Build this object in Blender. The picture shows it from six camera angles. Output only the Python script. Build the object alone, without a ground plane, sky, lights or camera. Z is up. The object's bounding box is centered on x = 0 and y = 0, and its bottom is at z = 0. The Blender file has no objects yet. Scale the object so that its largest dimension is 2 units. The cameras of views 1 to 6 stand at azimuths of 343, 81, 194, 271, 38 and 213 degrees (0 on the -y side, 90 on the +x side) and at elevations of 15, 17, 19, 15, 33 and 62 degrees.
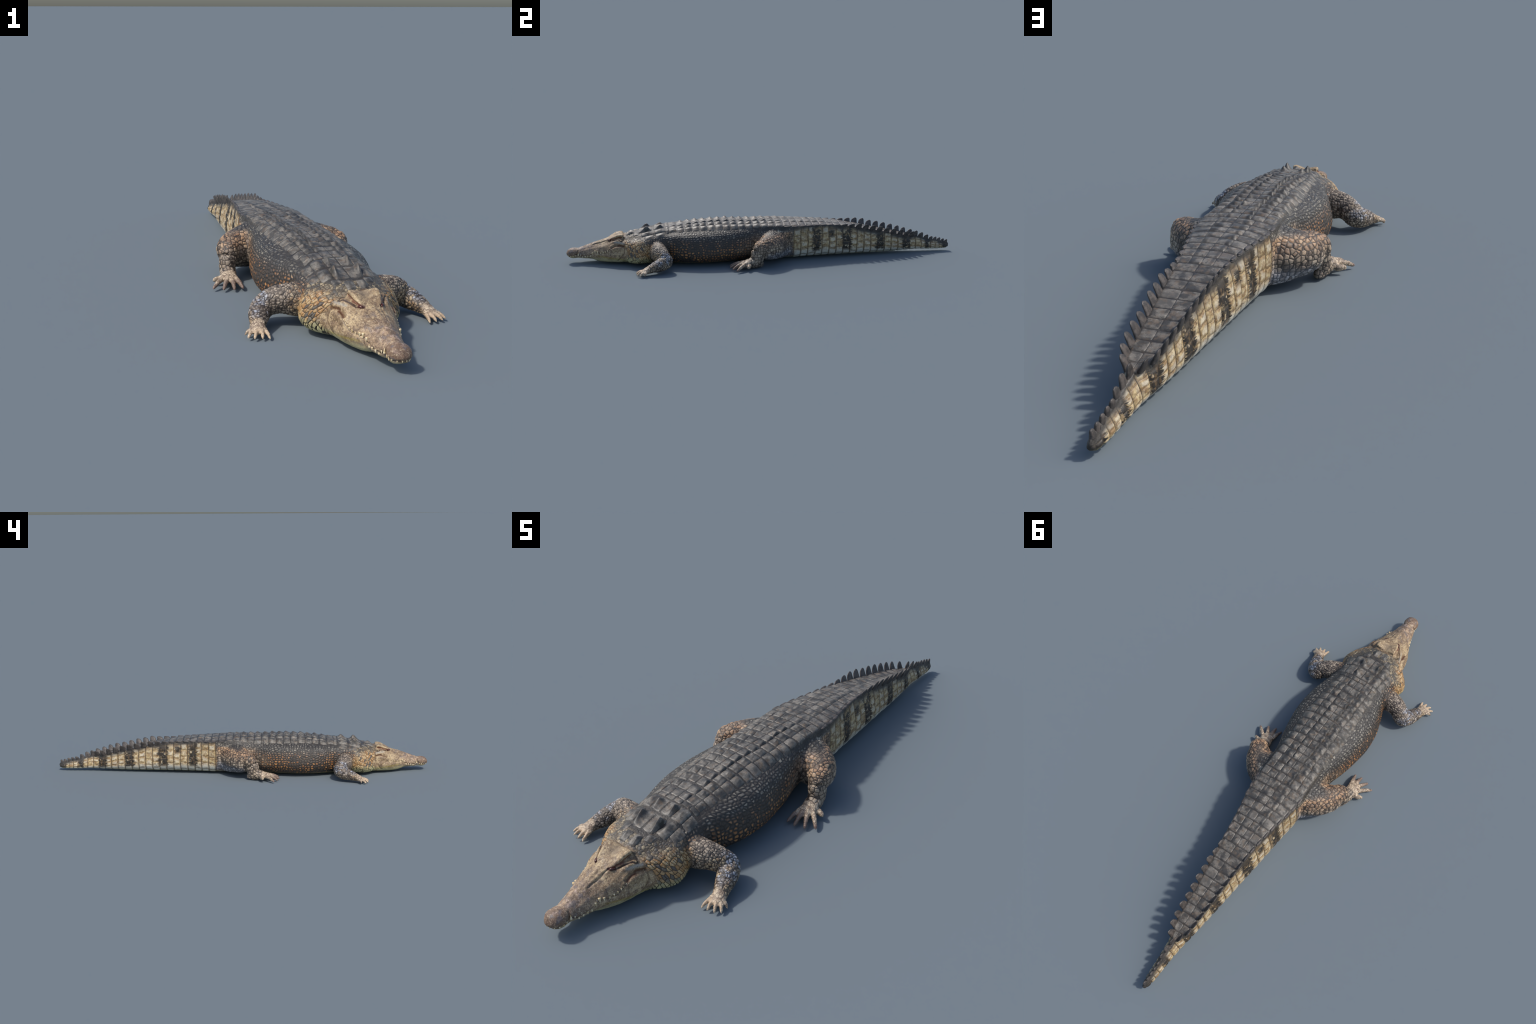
# A large resting crocodile, built as one lofted and remeshed body with sculpted
# head folds, procedural scale relief, and separate scutes, crest blades, teeth, eyes and claws.
import bpy, bmesh, math, random
import numpy as np
from mathutils import Vector, noise
from mathutils.bvhtree import BVHTree

rng = np.random.default_rng(7)
SC = bpy.context.scene.collection

# ------------------------------------------------------------------ helpers
def curve(xs, ys):
    """smooth monotone (pchip) interpolation through a profile table"""
    xs, ys = np.array(xs, float), np.array(ys, float)
    h = np.diff(xs); d = np.diff(ys) / h
    m = np.zeros_like(ys)
    for i in range(1, len(xs) - 1):
        if d[i - 1] * d[i] > 0:
            w1, w2 = 2 * h[i] + h[i - 1], h[i] + 2 * h[i - 1]
            m[i] = (w1 + w2) / (w1 / d[i - 1] + w2 / d[i])
    m[0], m[-1] = d[0], d[-1]
    def f(x):
        x = np.clip(np.asarray(x, float), xs[0], xs[-1])
        i = np.clip(np.searchsorted(xs, x) - 1, 0, len(h) - 1)
        t = (x - xs[i]) / h[i]
        return ((1 + 2 * t) * (1 - t) ** 2 * ys[i] + t * (1 - t) ** 2 * h[i] * m[i]
                + t * t * (3 - 2 * t) * ys[i + 1] + t * t * (t - 1) * h[i] * m[i + 1])
    return f

def catmull(P, n, closed=False):
    """centripetal-ish Catmull-Rom resampling of a point list"""
    P = np.array(P, float)
    Q = np.vstack([2 * P[0] - P[1], P, 2 * P[-1] - P[-2]])
    out = []
    m = len(P) - 1
    for k in range(n):
        s = k / (n - 1) * m
        i = min(int(s), m - 1); t = s - i
        p0, p1, p2, p3 = Q[i], Q[i + 1], Q[i + 2], Q[i + 3]
        out.append(0.5 * (2 * p1 + (p2 - p0) * t + (2 * p0 - 5 * p1 + 4 * p2 - p3) * t * t + (3 * p1 - p0 - 3 * p2 + p3) * t ** 3))
    return np.array(out)

def sstep(a, b, x):
    t = np.clip((np.asarray(x, float) - a) / (b - a), 0, 1)
    return t * t * (3 - 2 * t)

def new_object(name, verts, faces, mat=None, parent=None, smooth=True):
    me = bpy.data.meshes.new(name)
    me.from_pydata([tuple(v) for v in verts], [], [tuple(f) for f in faces])
    me.update()
    if smooth:
        me.shade_smooth()
    if mat:
        me.materials.append(mat)
    ob = bpy.data.objects.new(name, me)
    SC.objects.link(ob)
    if parent:
        ob.parent = parent
    return ob

def rings_to_mesh(rings):
    """closed tube from equal-length rings, ends capped with fans"""
    n = len(rings[0]); V = np.vstack(rings); F = []
    for i in range(len(rings) - 1):
        for j in range(n):
            a, b = i * n + j, i * n + (j + 1) % n
            F.append((a, b, b + n, a + n))
    c0, c1 = len(V), len(V) + 1
    V = np.vstack([V, rings[0].mean(0), rings[-1].mean(0)])
    for j in range(n):
        F.append((c0, (j + 1) % n, j))
        F.append((c1, (len(rings) - 1) * n + j, (len(rings) - 1) * n + (j + 1) % n))
    return V, F

PIECES = []   # closed shells that are fused into one body
def add_shell(V, F, mirror=False):
    PIECES.append((np.array(V), list(F)))
    if mirror:
        PIECES.append((np.array(V) * [-1, 1, 1], [tuple(reversed(f)) for f in F]))

# ------------------------------------------------------------------ trunk: neck, torso, tail
# station tables: y, then half-section key points
BY = [-.730, -.700, -.670, -.635, -.600, -.560, -.510, -.450, -.370, -.300, -.220, -.150, -.080, .000, .080, .150, .250, .350, .450, .550, .650, .750, .810, .880, .950, .990]
W  = [.086, .108, .134, .146, .136, .124, .126, .145, .167, .172, .163, .149, .130, .116, .111, .105, .093, .083, .071, .059, .047, .034, .0235, .0180, .0140, .0085]
ZW = [.060, .055, .055, .058, .062, .068, .074, .076, .076, .076, .078, .080, .084, .086, .084, .080, .074, .070, .064, .058, .052, .044, .036, .030, .025, .022]
ZB = [.008, .004, .002, .001, .001, .000, .000, .000, .000, .000, .000, .002, .006, .008, .006, .004, .004, .004, .004, .004, .005, .010, .012, .010, .009, .014]
BW = [.050, .064, .084, .092, .086, .080, .082, .095, .110, .112, .104, .092, .082, .080, .080, .072, .056, .046, .038, .031, .024, .017, .012, .009, .007, .004]
SX = [.066, .088, .108, .119, .116, .110, .114, .128, .143, .146, .140, .130, .118, .112, .110, .1035, .086, .074, .062, .052, .042, .031, .0165, .0115, .0085, .0050]
SZ = [.105, .106, .108, .114, .120, .126, .132, .138, .141, .143, .145, .146, .148, .148, .146, .144, .138, .130, .120, .106, .090, .074, .060, .048, .039, .034]
DX = [.040, .050, .056, .062, .066, .068, .070, .074, .078, .082, .084, .086, .090, .096, .101, .097, .078, .063, .053, .045, .0375, .029, .0075, .0050, .0036, .0025]
DZ = [.124, .128, .138, .145, .152, .160, .168, .172, .178, .182, .184, .183, .182, .182, .181, .178, .176, .170, .156, .137, .117, .095, .083, .065, .052, .045]
ZT = [.134, .138, .147, .151, .158, .166, .176, .181, .190, .196, .199, .197, .194, .194, .193, .190, .185, .174, .158, .137, .115, .093, .083, .065, .052, .045]
fW, fZW, fZB, fBW, fSX, fSZ, fDX, fDZ, fZT = (curve(BY, t) for t in (W, ZW, ZB, BW, SX, SZ, DX, DZ, ZT))

def trunk_ring(y, n=36):
    w, zw, zb, bw, sx, sz, dx, dz, zt = (float(f(y)) for f in (fW, fZW, fZB, fBW, fSX, fSZ, fDX, fDZ, fZT))
    keel = float(sstep(.10, .30, y))         # how sharp the dorsal edge is
    pts = [(0, zb), (bw * .55, zb + .0003), (bw, zb + (zw - zb) * .10), (bw + (w - bw) * .80, zb + (zw - zb) * .45), (w, zw), (sx, sz)]
    pts += [(dx * (1 + .06 * keel) + (sx - dx) * .30 * (1 - keel), dz + (sz - dz) * .30), (dx, dz), (dx * .78, dz + (zt - dz) * .45), (dx * .4, zt - (zt - dz) * .12), (0, zt)]
    half = catmull(pts, n)
    half[0, 0] = half[-1, 0] = 0
    right = np.column_stack([half[:, 0], np.full(n, y), half[:, 1]])
    left = right[1:-1][::-1] * [-1, 1, 1]
    return np.vstack([right, left])

ys = np.concatenate([np.arange(-.730, .96, .008), np.arange(.962, .9905, .004)])
rings = [trunk_ring(y) for y in ys]
tip = rings[-1].mean(0)
for k, s in ((.9945, .78), (.9985, .48), (1.0000, .15)):
    r = (trunk_ring(.99) - tip) * s + tip
    r[:, 1] = k
    rings.append(r)
add_shell(*rings_to_mesh(rings))

# ------------------------------------------------------------------ head
HY = [-.998, -.992, -.980, -.965, -.943, -.920, -.895, -.870, -.850, -.820, -.790, -.765, -.740, -.718, -.700, -.670]
hT = curve(HY, [.050, .061, .0695, .0725, .0735, .080, .089, .0975, .105, .1135, .1195, .1295, .1385, .1410, .128, .118])
hB = curve(HY, [.042, .034, .0255, .0225, .0235, .0225, .0225, .0195, .012, .0055, .0045, .004, .004, .004, .006, .020])
hCX = curve(HY, [.005, .011, .0175, .0200, .0165, .0175, .018, .0185, .0195, .0215, .0268, .0345, .0400, .0420, .043, .038])
hCZ = curve(HY, [.049, .0585, .0665, .0690, .0685, .0735, .0815, .0895, .096, .1040, .1160, .1310, .1430, .1430, .126, .112])
hKX = curve(HY, [.009, .0175, .0260, .0290, .0260, .0300, .034, .0380, .042, .0500, .0560, .0620, .0680, .0740, .077, .070])
hKZ = curve(HY, [.047, .0525, .0580, .0595, .0600, .0625, .068, .0750, .081, .0880, .0950, .1030, .1080, .1080, .104, .094])
hUX = curve(HY, [.009, .0190, .0280, .0320, .0285, .0365, .042, .0470, .054, .0640, .0720, .0780, .0840, .0900, .092, .080])
hUZ = curve(HY, [.045, .0450, .0450, .0455, .0530, .0460, .047, .0560, .066, .0670, .0760, .0860, .0900, .0880, .080, .072])
hJX = curve(HY, [.006, .0140, .0220, .0270, .0265, .0330, .040, .0460, .055, .0680, .0810, .0880, .0925, .0970, .098, .084])
hJZ = curve(HY, [.044, .0390, .0340, .0330, .0360, .0320, .033, .0380, .044, .0450, .0450, .0450, .0450, .0450, .046, .048])

# ear groove under the brow (E) and the fleshy lid below it (F), as shares of the straight brow-cheek line plus offsets
EY = [-1.0, -.815, -.800, -.785, -.765, -.740, -.722, -.708, -.690, -.660]
hEX = curve(EY, [0, 0, -.0008, -.0014, -.0036, -.0078, -.0085, -.006, 0, 0]); hEZ = curve(EY, [0, 0, -.0008, -.0016, -.0045, -.0075, -.0070, -.005, 0, 0])
hFX = curve(EY, [0, 0, .0005, .0010, .0022, .0040, .0045, .001, 0, 0]); hFZ = curve(EY, [0, 0, .0000, .0008, .0020, .0042, .0045, .001, 0, 0])

def head_ring(y, n=52):
    f = lambda g: float(g(y))
    T, B, cx, cz, kx, kz, ux, uz, jx, jz = (f(g) for g in (hT, hB, hCX, hCZ, hKX, hKZ, hUX, hUZ, hJX, hJZ))
    pts = [(0, B), (jx * .45, B + .0008), (jx * .80, B + (jz - B) * .28), (jx, jz), ((jx + ux) / 2, (jz + uz) / 2), (ux, uz), (kx, kz), (kx + (cx - kx) * .30 + f(hFX), kz + (cz - kz) * .30 + f(hFZ)), (kx + (cx - kx) * .62 + f(hEX), kz + (cz - kz) * .62 + f(hEZ)), (cx, cz), (cx * .5, (cz + T) / 2 + .0004), (0, T)]
    half = catmull(pts, n); half[0, 0] = half[-1, 0] = 0
    right = np.column_stack([half[:, 0], np.full(n, y), half[:, 1]])
    return np.vstack([right, right[1:-1][::-1] * [-1, 1, 1]])

hy = np.concatenate([[-.998, -.996, -.994, -.991], np.arange(-.987, -.669, .006)])
hr = [head_ring(y) for y in hy]
c = hr[0].mean(0); first = (hr[0] - c) * .4 + c; first[:, 1] = -.9992
add_shell(*rings_to_mesh([first] + hr))

# ------------------------------------------------------------------ limbs: tubes with oval sections
def tube(stations, n=20, sub=5):
    """stations: (centre, half-width a, half-height b); frames follow the spine, b stays near vertical"""
    S = np.array([list(c) + [a, b] for c, a, b in stations], float)
    S = catmull(S, (len(S) - 1) * sub + 1)
    out = []
    for i in range(len(S)):
        t = S[min(i + 1, len(S) - 1), :3] - S[max(i - 1, 0), :3]; t /= np.linalg.norm(t) + 1e-9
        up = np.array([0, 0, 1.0]) if abs(t[2]) < .9 else np.array([0, 1.0, 0])
        sd = np.cross(t, up); sd /= np.linalg.norm(sd); up = np.cross(sd, t)
        a = np.linspace(0, 2 * math.pi, n, endpoint=False)
        r = S[i, :3] + np.outer(np.cos(a) * S[i, 3], sd) + np.outer(np.sin(a) * S[i, 4], up)
        out.append(r)
    # rounded ends
    def cap(r, c, d, rad):
        return [(r - c) * q + c + d * rad * s for q, s in ((.86, .5), (.5, .86), (.15, .98))]
    d0 = S[0, :3] - S[1, :3]; d0 /= np.linalg.norm(d0)
    d1 = S[-1, :3] - S[-2, :3]; d1 /= np.linalg.norm(d1)
    head = cap(out[0], S[0, :3], d0, min(S[0, 3:])); tail = cap(out[-1], S[-1, :3], d1, min(S[-1, 3:]))
    return rings_to_mesh(head[::-1] + out + tail)

# forelimb: shoulder - elbow - wrist - palm
add_shell(*tube([((.085, -.545, .070), .050, .052), ((.130, -.545, .074), .043, .049), ((.170, -.535, .074), .036, .041),
                 ((.203, -.520, .062), .032, .036)]), mirror=True)
add_shell(*tube([((.198, -.518, .062), .032, .034), ((.215, -.515, .050), .033, .034), ((.232, -.537, .041), .031, .031), ((.244, -.565, .034), .027, .025),
                 ((.254, -.593, .026), .0215, .018), ((.262, -.615, .019), .0215, .0135), ((.266, -.626, .017), .019, .010)]), mirror=True)
FORE_TOES = [((.243, -.626, .017), (.2390, -.6600, .0050)), ((.2545, -.630, .019), (.2595, -.6590, .0065)), ((.268, -.630, .019), (.2815, -.6550, .0070)),
             ((.279, -.621, .018), (.2970, -.6430, .0065)), ((.281, -.612, .017), (.2990, -.6190, .0085))]
for a, b in FORE_TOES:
    a, b = np.array(a), np.array(b); m = a * .5 + b * .5 + [0, 0, .0025]
    add_shell(*tube([(a - (b - a) * .35, .0066, .0070), (a, .0058, .0066), (m, .0048, .0056), (b * .88 + a * .12, .0038, .0043)], n=14), mirror=True)
# hindlimb: broad thigh, folded shank, heel and foot
add_shell(*tube([((.060, .035, .092), .075, .070), ((.095, .030, .092), .080, .074), ((.130, .018, .089), .071, .068), ((.162, -.002, .090), .058, .060),
                 ((.186, -.024, .096), .044, .050), ((.200, -.036, .098), .030, .038)]), mirror=True)
add_shell(*tube([((.070, .100, .060), .034, .044), ((.092, .078, .057), .038, .040), ((.120, .045, .056), .042, .036), ((.150, .014, .062), .038, .034), ((.172, -.015, .070), .030, .034)]), mirror=True)
add_shell(*tube([((.186, -.044, .104), .028, .030), ((.196, -.055, .078), .027, .034), ((.200, -.060, .052), .026, .032), ((.201, -.066, .034), .025, .032), ((.2015, -.072, .022), .021, .028)]), mirror=True)
add_shell(*tube([((.1985, -.044, .0185), .015, .0155), ((.2020, -.072, .026), .025, .024), ((.2070, -.100, .0275), .026, .021), ((.2125, -.118, .0245), .0265, .0165),
                 ((.2150, -.130, .0230), .0250, .0120)]), mirror=True)
HIND_TOES = [((.193, -.140, .0255), (.1835, -.1955, .0085)), ((.207, -.145, .0260), (.2125, -.1985, .0070)), ((.2225, -.143, .0260), (.2465, -.1895, .0070)),
             ((.2360, -.130, .0250), (.2765, -.1715, .0080))]
for a, b in HIND_TOES:
    a, b = np.array(a), np.array(b); m = a * .5 + b * .5 + [0, 0, .003]
    add_shell(*tube([(a - (b - a) * .30, .0090, .0090), (a, .0082, .0090), (m, .0068, .0076), (b * .90 + a * .10, .0047, .0054)], n=14), mirror=True)
add_shell(*tube([((.236, -.104, .019), .010, .0095), ((.250, -.109, .019), .0085, .009), ((.257, -.1125, .019), .0065, .007)], n=14), mirror=True)

# ------------------------------------------------------------------ fuse the shells into one skin
def fuse():
    V, F, o = [], [], 0
    for v, f in PIECES:
        V.append(v); F += [tuple(i + o for i in q) for q in f]; o += len(v)
    ob = new_object("body_work", np.vstack(V), F)
    m = ob.modifiers.new("fuse", "REMESH"); m.mode = "VOXEL"; m.voxel_size = .0034; m.adaptivity = 0
    me = bpy.data.meshes.new_from_object(ob.evaluated_get(bpy.context.evaluated_depsgraph_get()))
    bpy.data.objects.remove(ob)
    return me

def coords(me):
    a = np.empty(len(me.vertices) * 3, np.float32); me.vertices.foreach_get("co", a)
    return a.reshape(-1, 3).astype(float)

def normals(me):
    a = np.empty(len(me.vertices) * 3, np.float32); me.vertex_normals.foreach_get("vector", a)
    return a.reshape(-1, 3).astype(float)

def set_coords(me, v):
    me.vertices.foreach_set("co", np.asarray(v, np.float32).ravel()); me.update()
body = fuse()
# keep the outer shell only: spread the smallest vertex number over each connected piece
def outer_shell(me):
    E = np.empty(len(me.edges) * 2, np.int32); me.edges.foreach_get("vertices", E); E = E.reshape(-1, 2)
    tag = np.arange(len(me.vertices))
    while True:
        low = tag.copy()
        np.minimum.at(low, E[:, 0], tag[E[:, 1]]); np.minimum.at(low, E[:, 1], tag[E[:, 0]])
        low = low[low]; low = low[low]
        if (low == tag).all(): break
        tag = low
    keep = tag == np.bincount(tag).argmax()
    Q = np.empty(len(me.loops), np.int32); me.loops.foreach_get("vertex_index", Q); Q = Q.reshape(-1, 4)
    Q = Q[keep[Q[:, 0]]]; new = np.cumsum(keep) - 1
    out = bpy.data.meshes.new("body")
    out.vertices.add(int(keep.sum())); out.vertices.foreach_set("co", coords(me)[keep].astype(np.float32).ravel())
    out.loops.add(Q.size); out.loops.foreach_set("vertex_index", new[Q].astype(np.int32).ravel())
    out.polygons.add(len(Q)); out.polygons.foreach_set("loop_start", np.arange(len(Q), dtype=np.int32) * 4)
    out.update(calc_edges=True); out.shade_smooth()
    return out
body = outer_shell(body)

def relax(me, rounds, weight):
    """Taubin smoothing, weighted per vertex"""
    E = np.empty(len(me.edges) * 2, np.int32); me.edges.foreach_get("vertices", E); E = E.reshape(-1, 2)
    v = coords(me); n = len(v); deg = np.bincount(E.ravel(), minlength=n).astype(float)[:, None]
    for _ in range(rounds):
        for lam in (.55, -.56):
            s = np.zeros_like(v)
            for k in range(3):
                s[:, k] = np.bincount(E[:, 0], v[E[:, 1], k], n) + np.bincount(E[:, 1], v[E[:, 0], k], n)
            v = v + weight * lam * (s / deg - v)
    set_coords(me, v)

v = coords(body)
relax(body, 10, np.ones((len(v), 1)))
# extra softening where limbs run into the trunk
ax = np.abs(v[:, 0])
joint = np.exp(-(((v[:, 1] + .545) / .07) ** 2)) * sstep(.085, .115, ax) * (1 - sstep(.150, .175, ax))
joint = np.maximum(joint, np.exp(-(((v[:, 1] - .02) / .11) ** 2)) * sstep(.07, .09, ax) * (1 - sstep(.125, .16, ax)))
joint = np.maximum(joint, sstep(-.735, -.72, v[:, 1]) * (1 - sstep(-.68, -.66, v[:, 1])) * (1 - sstep(.11, .12, v[:, 2])))
joint = np.maximum(joint, .55 * sstep(-.805, -.790, v[:, 1]) * (1 - sstep(-.712, -.700, v[:, 1])) * sstep(.116, .124, v[:, 2]))
E_ = np.empty(len(body.edges) * 2, np.int32); body.edges.foreach_get("vertices", E_); E_ = E_.reshape(-1, 2)
deg = np.bincount(E_.ravel(), minlength=len(v)).astype(float)[:, None]
v = coords(body)
for _ in range(14):
    s = np.zeros_like(v)
    for k in range(3):
        s[:, k] = np.bincount(E_[:, 0], v[E_[:, 1], k], len(v)) + np.bincount(E_[:, 1], v[E_[:, 0], k], len(v))
    v += joint[:, None] * .5 * (s / deg - v)
set_coords(body, v)
# one level of Catmull-Clark subdivision
def subdivide(me):
    V = coords(me); n = len(V)
    Q = np.empty(len(me.loops), np.int32); me.loops.foreach_get("vertex_index", Q); Q = Q.reshape(-1, 4).astype(np.int64)
    A, B = Q, np.roll(Q, -1, axis=1)
    key = np.minimum(A, B) * n + np.maximum(A, B)
    uniq, inv = np.unique(key.ravel(), return_inverse=True); inv = inv.reshape(-1, 4)
    E = np.column_stack([uniq // n, uniq % n])
    fp = V[Q].mean(1); mid = V[E].mean(1)
    acc = lambda idx, val, m: np.column_stack([np.bincount(idx, val[:, k], m) for k in range(3)])
    ef = acc(inv.ravel(), np.repeat(fp, 4, axis=0), len(E)) / np.bincount(inv.ravel(), minlength=len(E))[:, None]
    ep = (mid + ef) / 2
    val = np.bincount(E.ravel(), minlength=n)[:, None].astype(float)
    R = acc(E.ravel(), np.repeat(mid, 2, axis=0), n) / val
    FQ = acc(Q.ravel(), np.repeat(fp, 4, axis=0), n) / np.bincount(Q.ravel(), minlength=n)[:, None]
    vp = (FQ + 2 * R + (val - 3) * V) / val
    eo, fo = n, n + len(E)
    NV = np.vstack([vp, ep, fp]); fi = np.arange(len(Q)) + fo
    NQ = np.vstack([np.column_stack([Q[:, k], inv[:, k] + eo, fi, inv[:, k - 1] + eo]) for k in range(4)])
    out = bpy.data.meshes.new("body")
    out.vertices.add(len(NV)); out.vertices.foreach_set("co", NV.astype(np.float32).ravel())
    out.loops.add(NQ.size); out.loops.foreach_set("vertex_index", NQ.astype(np.int32).ravel())
    out.polygons.add(len(NQ)); out.polygons.foreach_set("loop_start", np.arange(len(NQ), dtype=np.int32) * 4)
    out.update(calc_edges=True); out.shade_smooth()
    return out
body = subdivide(body)

# ------------------------------------------------------------------ sculpted folds of the head and body
def polyline_distance(P, pts):
    d = np.full(len(P), 9.0)
    for a, b in zip(pts[:-1], pts[1:]):
        a, b = np.array(a), np.array(b); ab = b - a
        t = np.clip((P - a) @ ab / (ab @ ab), 0, 1)
        d = np.minimum(d, np.linalg.norm(P - a - t[:, None] * ab, axis=1))
    return d

MOUTH = [(.010, -.995, .037), (.022, -.982, .036), (.030, -.965, .037), (.032, -.944, .046), (.034, -.925, .0375), (.040, -.900, .0365), (.047, -.872, .0480), (.053, -.855, .0600), (.062, -.828, .0570), (.067, -.808, .0600), (.0695, -.793, .0690), (.0725, -.774, .0800)]
TEMPORAL = [(.0710, -.772, .086), (.0740, -.755, .098), (.0780, -.738, .1005), (.0870, -.716, .097)]
EYE_SLIT = [(.0240, -.7930, .1165), (.0310, -.7845, .1150), (.0370, -.772, .1120), (.0480, -.755, .1130), (.0600, -.735, .1160), (.0670, -.722, .1170)]
EAR_SLIT = [(.0320, -.780, .1165), (.0360, -.765, .1210), (.0400, -.745, .1260), (.0415, -.7220, .1300)]
BROW = [(.0250, -.792, .1215), (.0320, -.775, .1270), (.0390, -.757, .1340), (.0440, -.735, .1420), (.0450, -.722, .1430)]
CANTHUS = [(.0170, -.862, .0920), (.0187, -.845, .0960), (.0204, -.815, .1030), (.0224, -.796, .1120)]
NOTCH = [(.0335, -.9435, .040), (.0300, -.9425, .054), (.0230, -.9400, .064)]
JOWL = [(.0900, -.716, .1000), (.0960, -.712, .0800), (.0990, -.716, .0600), (.0970, -.730, .0400), (.0850, -.745, .0150)]
OCCIPUT = [(.0000, -.7080, .1390), (.0250, -.7090, .1400), (.0450, -.7120, .1370), (.0600, -.7160, .1260), (.0680, -.7180, .1180)]

def snap(me):
    """pull the fold lines onto the actual surface"""
    v = coords(me); v = v[(v[:, 1] < -.65) & (v[:, 0] > -.004)]
    for pts in (MOUTH, TEMPORAL, EYE_SLIT, EAR_SLIT, BROW, CANTHUS, NOTCH, JOWL, OCCIPUT):
        dense = catmull(pts, len(pts) * 2 - 1) if len(pts) < 7 else pts
        near = [tuple(float(c) for c in v[np.argmin(((v - p) ** 2).sum(1))]) for p in dense]
        pts[:] = [p for i, p in enumerate(near) if i == 0 or math.dist(p, near[i - 1]) > 1e-4]

def sculpt(me):
    v = coords(me); n = normals(me)
    P = v * [1, 1, 1]; P[:, 0] = np.abs(P[:, 0])
    h = np.zeros(len(v))
    def stroke(pts, width, depth, sel=None):
        nonlocal h
        m = P[:, 1] < -.6 if sel is None else sel
        d = polyline_distance(P[m], pts)
        h[m] += depth * np.exp(-(d / width) ** 2)
    stroke(MOUTH, .0022, -.0032)
    stroke(TEMPORAL, .0055, -.0060); stroke([(.080, -.775, .083), (.086, -.750, .085)], .012, .003)
    stroke([(.0660, -.775, .0955), (.0710, -.752, .1080), (.0770, -.732, .1100)], .006, .0025)
    stroke(EYE_SLIT, .0026, -.0040); stroke(EAR_SLIT, .0026, -.0040)
    stroke([(.0300, -.7850, .1150)], .0050, -.0020)
    stroke(BROW, .0060, .0016); stroke([(.0390, -.768, .1180), (.0490, -.750, .1215), (.0585, -.730, .1245)], .0042, .0022)
    stroke(CANTHUS, .0028, -.0026); stroke([(.0130, -.870, .0945), (.0140, -.845, .1000), (.0150, -.815, .1090), (.0190, -.796, .1190)], .0045, .0018); stroke(NOTCH, .0040, -.0030)
    stroke(JOWL, .0060, -.0030); stroke(OCCIPUT, .0055, -.0045)
    # concave skull table, bulging snout tip
    stroke([(0, -.752, .134), (0, -.728, .141)], .018, -.0035)
    stroke([(0, -.968, .070)], .016, .0030)
    # scalloped upper lip over the teeth
    for yy, zz, xx in ((-.842, .070, .055), (-.822, .068, .064), (-.905, .047, .040)):
        stroke([(xx, yy, zz)], .011, .0034)
    # creases behind the corner of the mouth and across the snout
    stroke([(.0760, -.768, .0760), (.0860, -.752, .0700), (.0930, -.736, .0640)], .0035, -.0018)
    stroke([(.0800, -.770, .0640), (.0900, -.752, .0540), (.0940, -.738, .0440)], .0040, -.0014)
    stroke([(0, -.9400, .0735), (.0150, -.9405, .0690)], .0060, -.0016)
    # snout lumps
    for k in range(60):
        yy = rng.uniform(-.985, -.74); xx = rng.uniform(0, .07)
        stroke([(xx, yy, float(hT(yy)) - xx * xx * 7)], rng.uniform(.004, .008), rng.uniform(-.0016, .0018))
    return v + n * h[:, None]
snap(body)
set_coords(body, sculpt(body))

# ------------------------------------------------------------------ node building kit (shader and geometry trees share it)
class S:
    """a float or vector socket with arithmetic"""
    def __init__(s, kit, sock): s.k, s.s = kit, sock
    def __add__(s, o): return s.k.m("ADD", s, o)
    def __radd__(s, o): return s.k.m("ADD", o, s)
    def __sub__(s, o): return s.k.m("SUBTRACT", s, o)
    def __rsub__(s, o): return s.k.m("SUBTRACT", o, s)
    def __mul__(s, o): return s.k.m("MULTIPLY", s, o)
    def __rmul__(s, o): return s.k.m("MULTIPLY", o, s)
    def __truediv__(s, o): return s.k.m("DIVIDE", s, o)

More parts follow.
